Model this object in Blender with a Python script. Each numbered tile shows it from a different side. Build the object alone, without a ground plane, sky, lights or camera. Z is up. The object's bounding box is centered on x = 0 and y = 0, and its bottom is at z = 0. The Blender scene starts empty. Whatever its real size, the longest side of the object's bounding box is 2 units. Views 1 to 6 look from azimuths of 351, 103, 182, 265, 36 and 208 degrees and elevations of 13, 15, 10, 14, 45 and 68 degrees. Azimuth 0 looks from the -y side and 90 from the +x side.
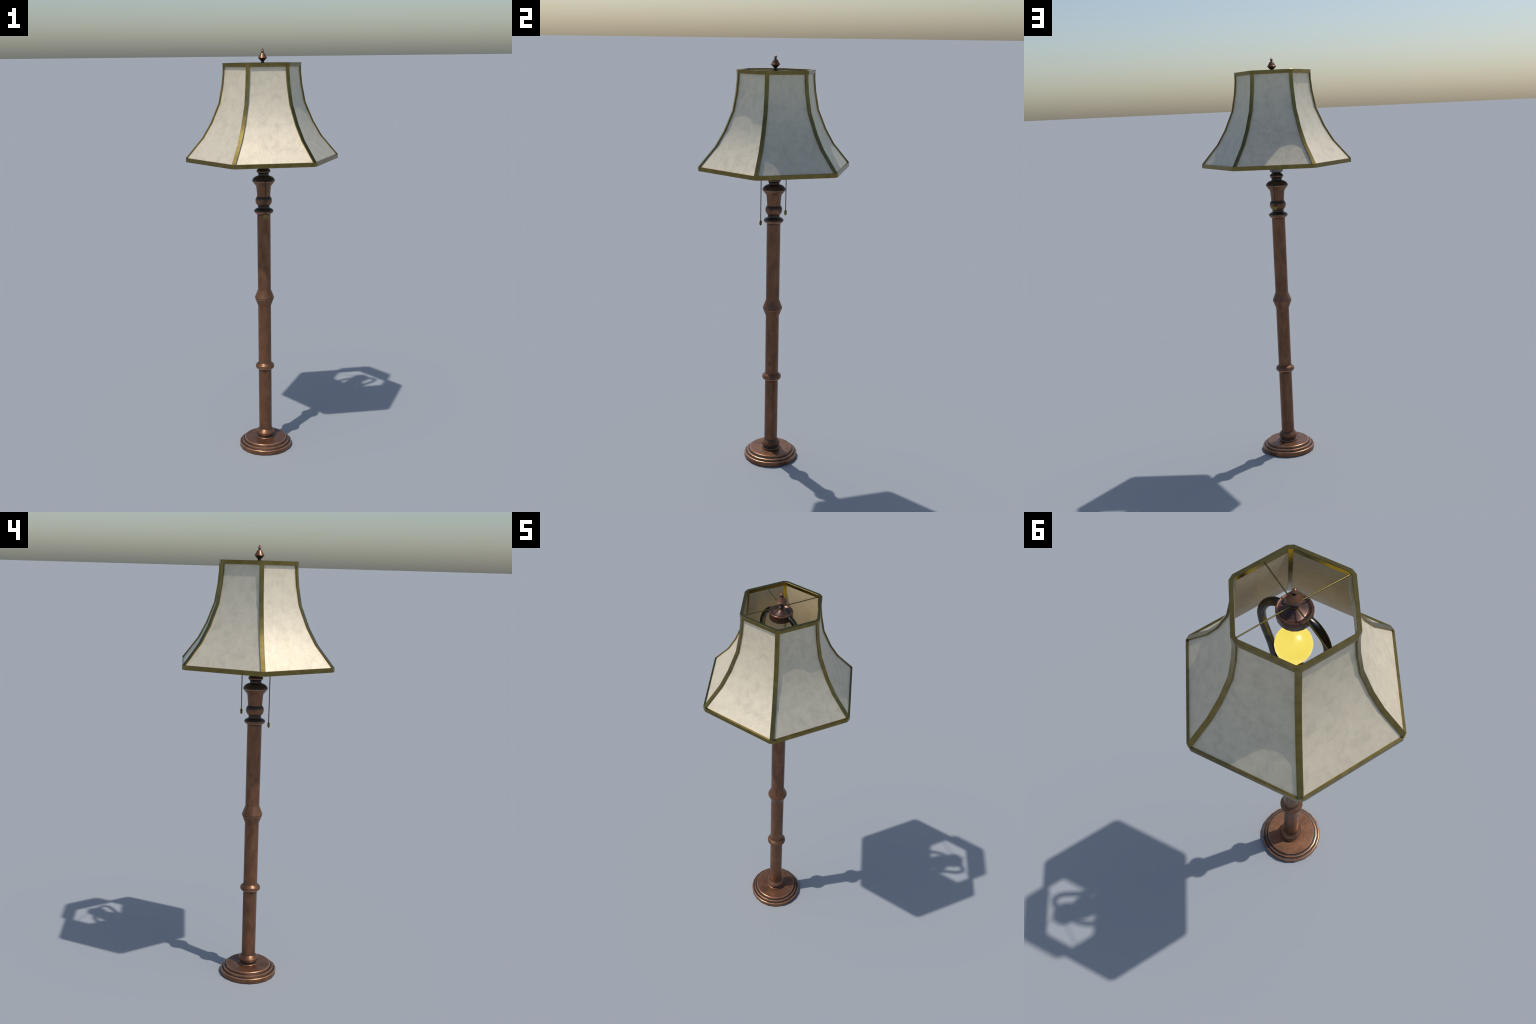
import bpy, bmesh, math, random
from mathutils import Vector, Matrix

random.seed(7)
SEG = 20                       # facets of every turned part
AX = (0.0025, -0.0035)         # axis of the turned column
AXF = (0.0022, -0.0050)        # axis of the finial

# ------------------------------------------------------------------ materials
def new_mat(name):
    m = bpy.data.materials.new(name)
    m.use_nodes = True
    nt = m.node_tree
    nt.nodes.clear()
    out = nt.nodes.new('ShaderNodeOutputMaterial')
    b = nt.nodes.new('ShaderNodeBsdfPrincipled')
    nt.links.new(b.outputs[0], out.inputs[0])
    return m, nt, b, out

def coords(nt, scale=(1, 1, 1)):
    tc = nt.nodes.new('ShaderNodeTexCoord')
    mp = nt.nodes.new('ShaderNodeMapping')
    mp.inputs['Scale'].default_value = scale
    nt.links.new(tc.outputs['Object'], mp.inputs['Vector'])
    return mp.outputs['Vector']

def noise(nt, vec, scale, detail=4.0, rough=0.55, dist=0.0):
    n = nt.nodes.new('ShaderNodeTexNoise')
    n.inputs['Scale'].default_value = scale
    n.inputs['Detail'].default_value = detail
    n.inputs['Roughness'].default_value = rough
    n.inputs['Distortion'].default_value = dist
    nt.links.new(vec, n.inputs['Vector'])
    return n.outputs['Fac']

def ramp(nt, fac, stops):
    r = nt.nodes.new('ShaderNodeValToRGB')
    el = r.color_ramp.elements
    while len(el) < len(stops):
        el.new(0.5)
    for e, (p, c) in zip(el, stops):
        e.position = p
        e.color = (*c, 1) if len(c) == 3 else c
    nt.links.new(fac, r.inputs['Fac'])
    return r.outputs['Color']

def mix(nt, fac, a, b, mode='MIX'):
    m = nt.nodes.new('ShaderNodeMix')
    m.data_type = 'RGBA'
    m.blend_type = mode
    for sock, v in ((m.inputs[0], fac), (m.inputs[6], a), (m.inputs[7], b)):
        if isinstance(v, (int, float)):
            sock.default_value = v
        elif isinstance(v, tuple):
            sock.default_value = (*v, 1)
        else:
            nt.links.new(v, sock)
    return m.outputs[2]

def bump(nt, b, height, strength, dist):
    n = nt.nodes.new('ShaderNodeBump')
    n.inputs['Strength'].default_value = strength
    n.inputs['Distance'].default_value = dist
    nt.links.new(height, n.inputs['Height'])
    nt.links.new(n.outputs[0], b.inputs['Normal'])

def g(v):
    return (v, v, v)

def copper_mat(name, lo, mid, hi, metallic=0.62, r_lo=0.35, r_hi=0.55, speck=(0.02, 0.012, 0.010)):
    """Aged copper: cloudy tone, fine dark speckles, small dark scratches."""
    m, nt, b, _ = new_mat(name)
    v = coords(nt, (1, 1, 0.45))
    cloud = noise(nt, v, 26, 5, 0.6, 0.4)
    col = ramp(nt, cloud, [(0.30, lo), (0.52, mid), (0.75, hi)])
    spk = ramp(nt, noise(nt, coords(nt), 260, 3, 0.6), [(0.60, g(0)), (0.72, g(1))])
    blotch = ramp(nt, noise(nt, coords(nt, (1, 1, 0.6)), 60, 4, 0.65, 0.8), [(0.58, g(0)), (0.74, g(1))])
    col = mix(nt, mix(nt, 1.0, spk, g(0.30), 'MULTIPLY'), col, speck)
    col = mix(nt, mix(nt, 1.0, blotch, g(0.40), 'MULTIPLY'), col, speck)
    nt.links.new(col, b.inputs['Base Color'])
    b.inputs['Metallic'].default_value = metallic
    rg = nt.nodes.new('ShaderNodeMapRange')
    rg.inputs['To Min'].default_value = r_lo
    rg.inputs['To Max'].default_value = r_hi
    nt.links.new(noise(nt, v, 90, 3), rg.inputs['Value'])
    nt.links.new(rg.outputs[0], b.inputs['Roughness'])
    bump(nt, b, noise(nt, coords(nt), 140, 4, 0.6), 0.12, 0.0015)
    return m

M_COPPER = copper_mat('aged_copper', (0.128, 0.059, 0.031), (0.195, 0.090, 0.047), (0.26, 0.122, 0.064), r_lo=0.30, r_hi=0.42)
M_BRIGHT = copper_mat('bright_copper_edge', (0.31, 0.145, 0.075), (0.375, 0.178, 0.092), (0.44, 0.215, 0.115), r_lo=0.24, r_hi=0.36)
M_DARK = copper_mat('dark_copper_band', (0.045, 0.034, 0.030), (0.06, 0.045, 0.040), (0.09, 0.058, 0.045), r_lo=0.35, r_hi=0.5, speck=(0.02, 0.02, 0.022))
M_PLATE = copper_mat('polished_copper_cap', (0.085, 0.048, 0.038), (0.112, 0.061, 0.046), (0.145, 0.076, 0.056), r_lo=0.26, r_hi=0.38)

M_RIM = copper_mat('cap_rim_copper', (0.125, 0.061, 0.040), (0.165, 0.080, 0.050), (0.21, 0.10, 0.063), r_lo=0.24, r_hi=0.36)
M_BROWN = copper_mat('dark_brown_copper', (0.075, 0.040, 0.026), (0.10, 0.052, 0.033), (0.13, 0.066, 0.042), r_lo=0.3, r_hi=0.42)

def brass_mat():
    m, nt, b, _ = new_mat('aged_brass')
    v = coords(nt)
    c = noise(nt, v, 34, 5, 0.6, 0.3)
    col = ramp(nt, c, [(0.30, (0.165, 0.130, 0.042)), (0.52, (0.215, 0.168, 0.056)), (0.75, (0.26, 0.205, 0.070))])
    dk = ramp(nt, noise(nt, v, 120, 4, 0.65), [(0.60, g(0)), (0.75, g(0.35))])
    col = mix(nt, dk, col, (0.08, 0.06, 0.02))
    nt.links.new(col, b.inputs['Base Color'])
    b.inputs['Metallic'].default_value = 1.0
    b.inputs['Roughness'].default_value = 0.25
    bump(nt, b, noise(nt, v, 180, 3), 0.08, 0.001)
    return m
M_BRASS = brass_mat()

def bronze_mat():
    m, nt, b, _ = new_mat('black_bronze')
    col = ramp(nt, noise(nt, coords(nt), 50, 4), [(0.35, (0.05, 0.047, 0.042)), (0.7, (0.10, 0.09, 0.075))])
    nt.links.new(col, b.inputs['Base Color'])
    b.inputs['Metallic'].default_value = 1.0
    b.inputs['Roughness'].default_value = 0.28
    return m
M_BRONZE = bronze_mat()

def steel_mat():
    m, nt, b, _ = new_mat('grey_socket_metal')
    col = ramp(nt, noise(nt, coords(nt), 80, 4), [(0.35, (0.16, 0.165, 0.17)), (0.7, (0.24, 0.245, 0.25))])
    nt.links.new(col, b.inputs['Base Color'])
    b.inputs['Metallic'].default_value = 0.9
    b.inputs['Roughness'].default_value = 0.45
    return m
M_STEEL = steel_mat()

def chain_mat():
    m, nt, b, _ = new_mat('dark_chain_metal')
    col = ramp(nt, noise(nt, coords(nt), 200, 2), [(0.3, (0.035, 0.030, 0.026)), (0.7, (0.07, 0.06, 0.05))])
    nt.links.new(col, b.inputs['Base Color'])
    b.inputs['Metallic'].default_value = 0.8
    b.inputs['Roughness'].default_value = 0.5
    return m
M_CHAIN = chain_mat()

def parchment_mat(name, hi, metal):
    """Cream mottled parchment, soft satin gloss, fine pebbled grain."""
    m, nt, b, _ = new_mat(name)
    v = coords(nt)
    big = noise(nt, v, 24, 6, 0.60, 0.5)
    col = ramp(nt, big, [(0.32, hi[0]), (0.50, hi[1]), (0.70, hi[2])])
    spots = ramp(nt, noise(nt, coords(nt, (1.0, 1.0, 0.55)), 48, 4, 0.6, 0.6), [(0.50, g(0)), (0.76, g(0.38))])
    col = mix(nt, spots, col, hi[3])
    nt.links.new(col, b.inputs['Base Color'])
    b.inputs['Roughness'].default_value = 0.50
    b.inputs['Metallic'].default_value = metal
    add = nt.nodes.new('ShaderNodeMath')
    add.operation = 'ADD'
    nt.links.new(noise(nt, v, 190, 3, 0.5), add.inputs[0])
    nt.links.new(noise(nt, v, 40, 3, 0.5), add.inputs[1])
    bump(nt, b, add.outputs[0], 0.18, 0.0022)
    return m
M_PANEL = parchment_mat('cream_parchment', [(0.640, 0.562, 0.422), (0.722, 0.634, 0.475), (0.768, 0.674, 0.505), (0.565, 0.505, 0.385)], 0.46)
M_INSIDE = parchment_mat('tan_parchment_inside', [(0.46, 0.37, 0.235), (0.51, 0.415, 0.265), (0.55, 0.45, 0.29), (0.42, 0.335, 0.21)], 0.0)

def bulb_mat():
    m, nt, b, _ = new_mat('glowing_bulb')
    col = ramp(nt, noise(nt, coords(nt), 12, 2), [(0.3, (0.89, 0.71, 0.110)), (0.7, (0.94, 0.76, 0.14))])
    b.inputs['Base Color'].default_value = (0.05, 0.04, 0.01, 1)
    b.inputs['Roughness'].default_value = 0.33
    nt.links.new(col, b.inputs['Emission Color'])
    b.inputs['Emission Strength'].default_value = 0.97
    return m
M_BULB = bulb_mat()

# ------------------------------------------------------------------ scene tree
col_root = bpy.context.scene.collection

def empty(name, parent=None):
    o = bpy.data.objects.new(name, None)
    o.empty_display_size = 0.1
    col_root.objects.link(o)
    o.parent = parent
    return o

lamp = empty('floor_lamp')
lamp['label'] = 'turned copper floor lamp with six sided cream shade'
lamp['category'] = 'floor lamp'
shade = empty('lampshade', lamp)

def add_mesh(name, me, parent, mats, angle=32):
    for mt in mats:
        me.materials.append(mt)
    if angle:
        me.shade_smooth()
        me.set_sharp_from_angle(angle=math.radians(angle))
    o = bpy.data.objects.new(name, me)
    col_root.objects.link(o)
    o.parent = parent
    return o

MATS = {'c': 0, 'e': 1, 'd': 2, 'h': 3}
STD = [M_COPPER, M_BRIGHT, M_DARK, M_BROWN]

def turned(name, profile, parent=lamp, mats=STD, axis=AX, seg=SEG, angle=32):
    """Surface of revolution. profile: (radius, height[, material key of the band above it])."""
    bm = bmesh.new()
    rings = []
    for p in profile:
        r, z = p[0], p[1]
        if r < 1e-5:
            rings.append([bm.verts.new((axis[0], axis[1], z))])
        else:
            rings.append([bm.verts.new((axis[0] + r * math.cos(2 * math.pi * i / seg),
                                        axis[1] + r * math.sin(2 * math.pi * i / seg), z)) for i in range(seg)])
    for k in range(len(rings) - 1):
        a, b = rings[k], rings[k + 1]
        mi = MATS[profile[k][2]] if len(profile[k]) > 2 else 0
        for i in range(seg):
            j = (i + 1) % seg
            if len(a) == 1:
                f = bm.faces.new((a[0], b[j], b[i]))
            elif len(b) == 1:
                f = bm.faces.new((a[i], a[j], b[0]))
            else:
                f = bm.faces.new((a[i], a[j], b[j], b[i]))
            f.material_index = mi
    bmesh.ops.recalc_face_normals(bm, faces=bm.faces)
    # profile runs upwards on the outside: normals must point away from the axis
    f0 = max(bm.faces, key=lambda f: (f.calc_center_median() - Vector((axis[0], axis[1], f.calc_center_median().z))).length)
    c0 = f0.calc_center_median()
    if f0.normal.dot(Vector((c0.x - axis[0], c0.y - axis[1], 0))) < 0:
        bmesh.ops.reverse_faces(bm, faces=bm.faces)
    # rings where the profile turns sharply stay crisp, everything else is smooth
    sharp = set()
    for k in range(1, len(profile) - 1):
        a, b, c = (Vector(profile[q][:2]) for q in (k - 1, k, k + 1))
        if (b - a).length > 1e-6 and (c - b).length > 1e-6 and (b - a).angle(c - b) > math.radians(angle - 10 if max((b - a).length, (c - b).length) > 0.008 else angle + 12):
            sharp.add(k)
    for k in sharp:
        rg = set(rings[k])
        for v in rings[k]:
            for e in v.link_edges:
                if e.other_vert(v) in rg:
                    e.smooth = False
    for f in bm.faces:
        f.smooth = True
    me = bpy.data.meshes.new(name)
    bm.to_mesh(me)
    bm.free()
    return add_mesh(name, me, parent, mats, None)

# ------------------------------------------------------------------ turned column
turned('base', [
    (0, 0.0, 'd'), (0.1338, 0.0, 'c'), (0.1338, 0.0178, 'e'), (0.1325, 0.0208, 'e'), (0.1292, 0.0222, 'd'),
    (0.1220, 0.0218, 'd'), (0.1208, 0.0232, 'c'), (0.1208, 0.0290, 'e'), (0.1195, 0.0322, 'e'), (0.1163, 0.0335, 'd'),
    (0.1090, 0.0331, 'd'), (0.1077, 0.0346, 'c'), (0.1077, 0.0402, 'e'), (0.1064, 0.0430, 'e'), (0.1032, 0.0444, 'c'),
    (0.0800, 0.0446, 'c'), (0.0440, 0.0446, 'c'), (0.0435, 0.0446)])
turned('collar', [
    (0.0435, 0.0446, 'd'), (0.0455, 0.0465, 'e'), (0.0455, 0.0482, 'e'), (0.0438, 0.0502, 'd'), (0.0385, 0.0512, 'd'), (0.0375, 0.0530, 'd'), (0.0375, 0.0565, 'd'),
    (0.0400, 0.0588, 'c'), (0.0448, 0.0630, 'e'), (0.0468, 0.0662, 'e'), (0.0470, 0.0675, 'd'),
    (0.0460, 0.0684, 'd'), (0.0472, 0.0696, 'c'), (0.0476, 0.0725, 'c'), (0.0470, 0.0755, 'c'),
    (0.0415, 0.0832, 'c'), (0.0345, 0.0912, 'h'), (0.0330, 0.0928, 'h'), (0.0326, 0.0950)])
turned('shaft', [(0.0326, 0.0950, 'c'), (0.0326, 0.2500, 'c'), (0.0326, 0.4090, 'h'), (0.0329, 0.4120)])
turned('shaft_ring', [
    (0.0329, 0.4120, 'c'), (0.0370, 0.4165, 'c'), (0.0440, 0.4225, 'e'), (0.0470, 0.4280, 'e'), (0.0472, 0.4292, 'd'),
    (0.0464, 0.4302, 'd'), (0.0468, 0.4315, 'c'), (0.0470, 0.4355, 'c'), (0.0455, 0.4398, 'c'),
    (0.0400, 0.4450, 'c'), (0.0340, 0.4498, 'h'), (0.0329, 0.4510, 'h'), (0.0326, 0.4515)])
turned('shaft', [(0.0326, 0.4515, 'c'), (0.0326, 0.6000, 'c'), (0.0326, 0.7500)])
turned('shaft_knob', [
    (0.0326, 0.7500, 'c'), (0.0330, 0.7520, 'c'), (0.0461, 0.7865, 'e'), (0.0470, 0.7895, 'd'), (0.0460, 0.7905, 'd'),
    (0.0477, 0.7920, 'c'), (0.0480, 0.7945, 'c'), (0.0470, 0.7970, 'c'), (0.0330, 0.8330, 'c'), (0.0326, 0.8370)])
turned('shaft', [(0.0326, 0.8370, 'c'), (0.0329, 1.0200, 'c'), (0.0329, 1.2110, 'h'), (0.0330, 1.2140)])
turned('neck_ring', [
    (0.0330, 1.2140, 'c'), (0.0345, 1.2155, 'c'), (0.0425, 1.2210, 'e'), (0.0466, 1.2265, 'd'), (0.0460, 1.2275, 'd'),
    (0.0474, 1.2290, 'e'), (0.0474, 1.2312, 'd'), (0.0465, 1.2345, 'd'), (0.0410, 1.2395, 'd'), (0.0300, 1.2445, 'd'),
    (0.0284, 1.2465)])
turned('neck_bead', [
    (0.0284, 1.2465, 'd'), (0.0284, 1.2560, 'd'), (0.0300, 1.2580, 'c'), (0.0345, 1.2630, 'c'), (0.0380, 1.2690, 'c'),
    (0.0402, 1.2770, 'c'), (0.0405, 1.2830, 'c'), (0.0402, 1.2858, 'h'), (0.0394, 1.2893, 'd'), (0.0385, 1.2925, 'd'), (0.0350, 1.2985, 'd'),
    (0.0322, 1.3020)])
turned('capital', [
    (0.0322, 1.3020, 'c'), (0.0336, 1.3250, 'c'), (0.0356, 1.3470, 'c'), (0.0375, 1.3540, 'c'), (0.0430, 1.3610, 'c'),
    (0.0495, 1.3690, 'c'), (0.0540, 1.3745, 'e'), (0.0553, 1.3768, 'e'), (0.0554, 1.3782, 'd'), (0.0545, 1.3835, 'd'), (0.0505, 1.3895, 'd'),
    (0.0440, 1.3955, 'd'), (0.0350, 1.4000, 'd'), (0.0262, 1.4030, 'd'), (0.0256, 1.4050)])
turned('capital_ring', [
    (0.0256, 1.4050, 'd'), (0.0256, 1.4130, 'd'), (0.0280, 1.4155, 'd'), (0.0329, 1.4215, 'e'), (0.0340, 1.4242, 'd'),
    (0.0340, 1.4262, 'd'), (0.0310, 1.4315, 'd'), (0.0245, 1.4370, 'd'), (0.0180, 1.4400, 'd'), (0.0175, 1.4425)])
SOCK = [M_STEEL, M_BRONZE, M_DARK]
turned('socket_cup', [
    (0.0150, 1.4395, 'c'), (0.0210, 1.4398, 'c'), (0.0270, 1.4430, 'c'), (0.0315, 1.4475, 'c'), (0.0332, 1.4530, 'c'),
    (0.0332, 1.4900, 'e'), (0.0360, 1.4920, 'e'), (0.0360, 1.5000, 'e'), (0.0320, 1.5040, 'c'), (0.0230, 1.5080, 'c'), (0.0190, 1.5200, 'c'), (0.0190, 1.5750, 'c'),
    (0.0250, 1.5790, 'e'), (0.0285, 1.5830, 'e'), (0.0290, 1.6350, 'e'), (0.0265, 1.6400, 'e'), (0.0, 1.6405)], mats=SOCK)
turned('bulb', [
    (0.0, 1.6300), (0.0180, 1.6300), (0.0185, 1.6400), (0.0220, 1.6540), (0.0300, 1.6710), (0.0400, 1.6880), (0.0490, 1.7050), (0.0532, 1.7190), (0.0547, 1.7320),
    (0.0532, 1.7460), (0.0482, 1.7585), (0.0395, 1.7700), (0.0270, 1.7790), (0.0140, 1.7840), (0.0, 1.7858)], mats=[M_BULB, M_BULB, M_BULB], angle=60, seg=24)

# ------------------------------------------------------------------ cap, finial
CAPM = [M_PLATE, M_RIM, M_BROWN]
AXC = (0.0016, -0.0055)        # axis of the cap
turned('harp_cap', [
    (0.0, 1.8740, 'd'), (0.0455, 1.8730, 'd'), (0.0490, 1.8745, 'd'), (0.0498, 1.8765, 'd'), (0.0502, 1.9010, 'd'), (0.0514, 1.9030, 'e'), (0.0507, 1.9065, 'e'),
    (0.0480, 1.9085, 'e'), (0.0445, 1.9078, 'c'), (0.0385, 1.9025, 'd'), (0.0350, 1.9020, 'c'), (0.0320, 1.9030, 'c'), (0.0130, 1.9150, 'c'),
    (0.0105, 1.9165)], mats=CAPM, axis=AXC)
turned('finial', [
    (0.0105, 1.9165, 'c'), (0.0105, 1.9215, 'c'), (0.0090, 1.9230, 'd'), (0.0092, 1.9262, 'd'), (0.0125, 1.9285, 'd'), (0.0135, 1.9315, 'd'), (0.0100, 1.9345, 'd'),
    (0.0070, 1.9370, 'd'), (0.0066, 1.9395, 'd'), (0.0130, 1.9465, 'd'), (0.0210, 1.9545, 'e'), (0.0228, 1.9560, 'e'),
    (0.0222, 1.9572, 'd'), (0.0205, 1.9580, 'c'), (0.0195, 1.9600, 'c'), (0.0100, 1.9765, 'c'), (0.0090, 1.9778, 'd'), (0.0050, 1.9778, 'd'),
    (0.0050, 1.9862, 'c'), (0.0082, 1.9864, 'e'), (0.0078, 1.9878, 'c'), (0.0, 2.0)], mats=[M_COPPER, M_BRIGHT, M_DARK], axis=AXF, seg=16)

# ------------------------------------------------------------------ harp arms
def tube(name, pts, radii, parent, mat, seg=14, sub=8):
    """Tube through control points (Catmull-Rom), with its own radius at each."""
    P = [Vector(p) for p in pts]
    path, rad = [], []
    for i in range(len(P) - 1):
        p0, p1, p2, p3 = P[max(i - 1, 0)], P[i], P[i + 1], P[min(i + 2, len(P) - 1)]
        for s in range(sub):
            t = s / sub
            path.append(0.5 * ((2 * p1) + (p2 - p0) * t + (2 * p0 - 5 * p1 + 4 * p2 - p3) * t * t + (3 * p1 - p0 - 3 * p2 + p3) * t ** 3))
            rad.append(radii[i] * (1 - t) + radii[i + 1] * t)
    path.append(P[-1]); rad.append(radii[-1])
    bm = bmesh.new()
    rings = []
    for i, p in enumerate(path):
        d = (path[min(i + 1, len(path) - 1)] - path[max(i - 1, 0)]).normalized()
        side = Vector((0, 1, 0)) if abs(d.y) < 0.9 else Vector((1, 0, 0))
        u = side.cross(d).normalized()
        w = d.cross(u).normalized()
        rings.append([bm.verts.new(p + rad[i] * (math.cos(2 * math.pi * k / seg) * u + math.sin(2 * math.pi * k / seg) * w)) for k in range(seg)])
    for a, b in zip(rings, rings[1:]):
        for k in range(seg):
            bm.faces.new((a[k], a[(k + 1) % seg], b[(k + 1) % seg], b[k]))
    bm.faces.new(rings[0]); bm.faces.new(rings[-1])
    bmesh.ops.recalc_face_normals(bm, faces=bm.faces)
    me = bpy.data.meshes.new(name)
    bm.to_mesh(me); bm.free()
    return add_mesh(name, me, parent, [mat], 60)

ARM = [(0.034, 1.8930), (0.050, 1.8915), (0.070, 1.8810), (0.091, 1.8560), (0.105, 1.8230), (0.1095, 1.7870), (0.1045, 1.7480),
       (0.092, 1.7050), (0.079, 1.6600), (0.068, 1.6000), (0.055, 1.5450), (0.034, 1.4960)]
CA, SA = math.cos(math.radians(-8)), math.sin(math.radians(-8))
for sgn in (1, -1):
    tube('harp_arm', [(AXC[0] + sgn * x * CA, AXC[1] + sgn * x * SA, z) for x, z in ARM], [0.0124] * len(ARM), lamp, M_BRONZE)

# ------------------------------------------------------------------ pull chains
def pull_chain(x, y, z_top, z_bot):
    # ball chain: one long string of touching beads
    bm = bmesh.new()
    step, r = 0.0042, 0.0027
    n = int((z_top - z_bot) / step)
    for i in range(n + 1):
        bmesh.ops.create_icosphere(bm, subdivisions=1, radius=r, matrix=Matrix.Translation((x, y, z_bot + i * step)) @ Matrix.Diagonal((0.95, 0.95, 1.15, 1)))
    me = bpy.data.meshes.new('pull_chain')
    bm.to_mesh(me); bm.free()
    ch = add_mesh('pull_chain', me, lamp, [M_CHAIN], 70)
    ch['kind'] = 'stuff'
    # coin-like weight, thick rounded disc whose faces look along y
    bm = bmesh.new()
    seg = 12
    prof = [(0, -0.0056), (0.0085, -0.0050), (0.0122, -0.0028), (0.0133, 0), (0.0122, 0.0028), (0.0085, 0.0050), (0, 0.0056)]
    rings = []
    cz = z_bot - 0.0133
    for rr, yy in prof:
        if rr == 0:
            rings.append([bm.verts.new((x, y + yy, cz))])
        else:
            rings.append([bm.verts.new((x + rr * math.cos(2 * math.pi * (k + .5) / seg), y + yy, cz + rr * math.sin(2 * math.pi * (k + .5) / seg))) for k in range(seg)])
    for a, b in zip(rings, rings[1:]):
        for k in range(seg):
            j = (k + 1) % seg
            if len(a) == 1: bm.faces.new((a[0], b[k], b[j]))
            elif len(b) == 1: bm.faces.new((a[k], b[0], a[j]))
            else: bm.faces.new((a[k], b[k], b[j], a[j]))
    bmesh.ops.recalc_face_normals(bm, faces=bm.faces)
    me = bpy.data.meshes.new('chain_weight')
    bm.to_mesh(me); bm.free()
    add_mesh('chain_weight', me, ch, [M_BRASS], 40)
    # short switch arm carrying the chain, from the socket outwards
    tube('switch_arm', [(AX[0], AX[1], z_top - 0.004), ((AX[0] + x) / 2, (AX[1] + y) / 2, z_top), (x, y, z_top)], [0.005, 0.004, 0.003], lamp, M_BRONZE, seg=10, sub=4)

pull_chain(0.0022, -0.0672, 1.605, 1.2260)
pull_chain(0.0160, 0.0570, 1.605, 1.2860)

# ------------------------------------------------------------------ lampshade
C30 = math.cos(math.radians(30))

def hexpts(R, cham):
    """Blunted hexagon: R is the radius of the middle of each cut corner, cham the width of the cut."""
    pts = []
    for k in range(6):
        a = math.radians(60 * k)
        c, s = math.cos(a), math.sin(a)
        for t in (-cham / 2, cham / 2):
            pts.append((R * c - t * s, R * s + t * c))
    return pts

def rim(name, R, cham, z0, z1, thick, bev):
    bm = bmesh.new()
    # outer and inner loops keep all walls parallel: middle radius shrinks as thick/cos30 less the shorter cut
    def loop(off, z):
        rv = R + cham / 2 * math.tan(math.radians(30)) - off / C30   # sharp-corner radius
        c = max(0.004, cham - off * 0.55)
        return [bm.verts.new((x, y, z)) for x, y in hexpts(rv - c / 2 * math.tan(math.radians(30)), c)]
    ob = bev * 0.4
    sec = [(0, z0 + ob), (0, z1 - ob), (ob, z1), (thick - bev, z1), (thick, z1 - bev), (thick, z0 + bev), (thick - bev, z0), (ob, z0)]
    L = [loop(o, z) for o, z in sec]
    for i in range(len(L)):
        a, b = L[i], L[(i + 1) % len(L)]
        for k in range(12):
            j = (k + 1) % 12
            bm.faces.new((a[k], a[j], b[j], b[k]))
    bmesh.ops.recalc_face_normals(bm, faces=bm.faces)
    me = bpy.data.meshes.new(name)
    bm.to_mesh(me); bm.free()
    return add_mesh(name, me, shade, [M_BRASS], 20)

R_TOP, R_BOT = 0.1860, 0.3688
rim('shade_rim', R_TOP, 0.0200, 1.9165, 1.9334, 0.0125, 0.0012)
rim('shade_rim', R_BOT, 0.0200, 1.4787, 1.4982, 0.0125, 0.0010)

# outer line of the ribs: (radius at the corner, height)
RIB = [(0.1852, 1.9230), (0.1857, 1.8900), (0.1918, 1.8330), (0.2080, 1.7500), (0.2474, 1.6590), (0.2892, 1.5895), (0.3676, 1.4985), (0.3676, 1.4910)]


def normals2d(pr):
    out = []
    for i in range(len(pr)):
        segs = []
        for a, b in ((i - 1, i), (i, i + 1)):
            if a >= 0 and b < len(pr):
                d = Vector((pr[b][0] - pr[a][0], pr[b][1] - pr[a][1])).normalized()
                segs.append(Vector((-d.y, d.x)))          # points outwards (profile runs downwards)
        n = sum(segs, Vector((0, 0)))
        n.normalize()
        out.append(n / max(0.3, n.dot(segs[0])))
    return out
NRM = normals2d(RIB)
W_RIB, D_RIB = 0.0195, 0.0115

def rib_mesh():
    bm = bmesh.new()
    rings = []
    for (r, z), n in zip(RIB, NRM):
        sec = []
        for t, d in ((-1, 0.0012), (-0.90, 0), (0.90, 0), (1, 0.0012), (0.62, D_RIB), (-0.62, D_RIB)):
            sec.append(bm.verts.new((r - n.x * d, t * W_RIB / 2, z - n.y * d)))
        rings.append(sec)
    for a, b in zip(rings, rings[1:]):
        for k in range(6):
            bm.faces.new((a[k], a[(k + 1) % 6], b[(k + 1) % 6], b[k]))
    bm.faces.new(rings[0]); bm.faces.new(rings[-1])
    bmesh.ops.recalc_face_normals(bm, faces=bm.faces)
    me = bpy.data.meshes.new('shade_rib')
    bm.to_mesh(me); bm.free()
    return me

rme = rib_mesh()
rib0 = add_mesh('shade_rib', rme, shade, [M_BRASS], 30)
for k in range(1, 6):
    o = rib0.copy()
    o.rotation_euler = (0, 0, math.radians(60 * k))
    col_root.objects.link(o)

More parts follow.
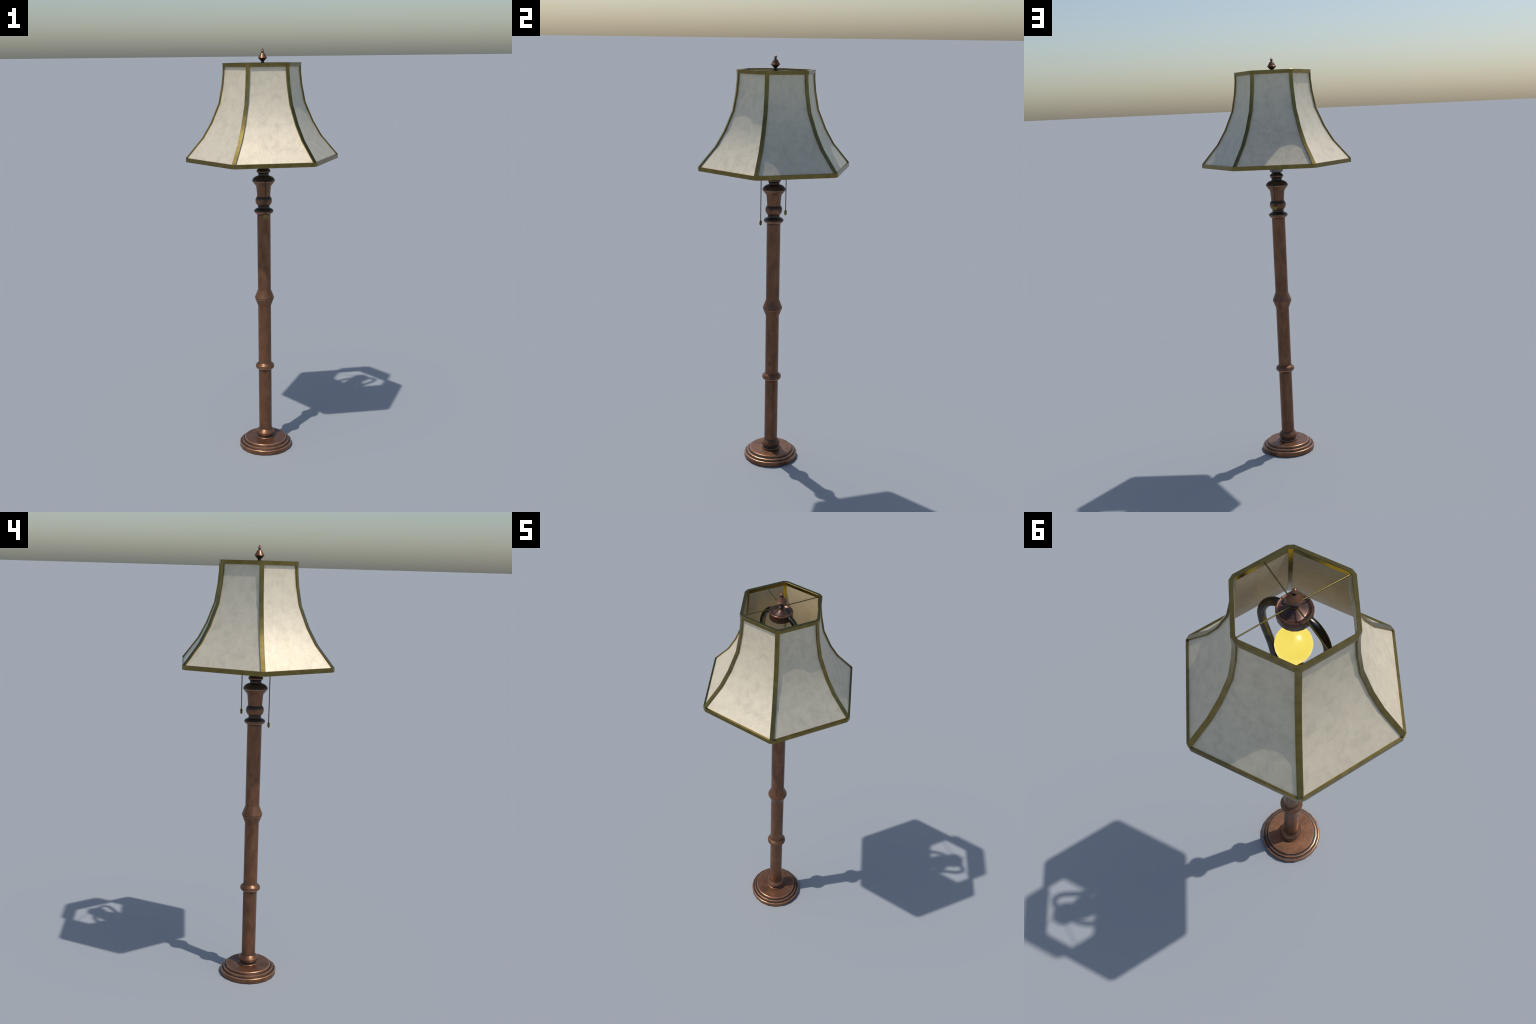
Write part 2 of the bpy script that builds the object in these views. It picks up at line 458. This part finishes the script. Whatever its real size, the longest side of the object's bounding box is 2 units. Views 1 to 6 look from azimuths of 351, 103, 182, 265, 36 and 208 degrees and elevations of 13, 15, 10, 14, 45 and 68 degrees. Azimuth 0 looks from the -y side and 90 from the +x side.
IN_OUT, T_PAN = 0.0036, 0.0036
def panel_mesh(seed):
    """One trapezoid panel, symmetric about +x after a 30 degree turn; follows the rib line, straight across."""
    bm = bmesh.new()
    nu = 10
    prof = [RIB[0]]
    for a, b in zip(RIB, RIB[1:]):
        prof.append(b)
    # last stretch runs on straight, hidden behind the lower rim
    (r1, z1), (r2, z2) = prof[-3], prof[-2]
    k = 0.0050 / (z1 - z2)
    prof[-1] = (r2 + (r2 - r1) * k, z2 - 0.0050)
    prof.pop(-2)
    def sheet(off):
        g_ = []
        for i, (r, z) in enumerate(prof):
            rr = r - IN_OUT - off
            row = []
            for j in range(nu + 1):
                u = j / nu * 2 - 1
                half = rr * 0.5 - 0.0035            # stops inside the ribs
                row.append(bm.verts.new((rr * C30, u * half, z)))
            g_.append(row)
        return g_
    A = sheet(0); B = sheet(T_PAN / C30)
    nr = len(prof)
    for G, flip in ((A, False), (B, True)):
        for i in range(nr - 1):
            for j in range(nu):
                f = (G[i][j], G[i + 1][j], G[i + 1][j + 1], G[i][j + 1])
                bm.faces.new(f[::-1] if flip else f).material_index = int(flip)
    for i in range(nr - 1):
        bm.faces.new((A[i][0], B[i][0], B[i + 1][0], A[i + 1][0]))
        bm.faces.new((A[i][nu], A[i + 1][nu], B[i + 1][nu], B[i][nu]))
    for j in range(nu):
        bm.faces.new((A[0][j], A[0][j + 1], B[0][j + 1], B[0][j]))
        bm.faces.new((A[-1][j], B[-1][j], B[-1][j + 1], A[-1][j + 1]))
    bmesh.ops.recalc_face_normals(bm, faces=bm.faces)
    # turn the mesh itself so the grain differs on each side (Object coordinates)
    bmesh.ops.rotate(bm, verts=bm.verts, cent=(0, 0, 0), matrix=Matrix.Rotation(math.radians(30 + 60 * seed), 3, 'Z'))
    me = bpy.data.meshes.new('shade_panel')
    bm.to_mesh(me); bm.free()
    return me
for k in range(6):
    add_mesh('shade_panel', panel_mesh(k), shade, [M_PANEL, M_INSIDE], 40)

# four thin spokes from under the finial to the top rim: two to corners, two to side middles
def spoke(ang, length):
    a = math.radians(ang)
    c, z = (0.0018, -0.0050), 1.9285
    tube('shade_spoke', [(c[0] + q * math.cos(a), c[1] + q * math.sin(a), z) for q in (0.007, length)],
         [0.0021, 0.0021], shade, M_BRASS, seg=8, sub=1)
spoke(60.8, 0.1785); spoke(238.8, 0.1740); spoke(148.6, 0.1565); spoke(328.6, 0.1540)
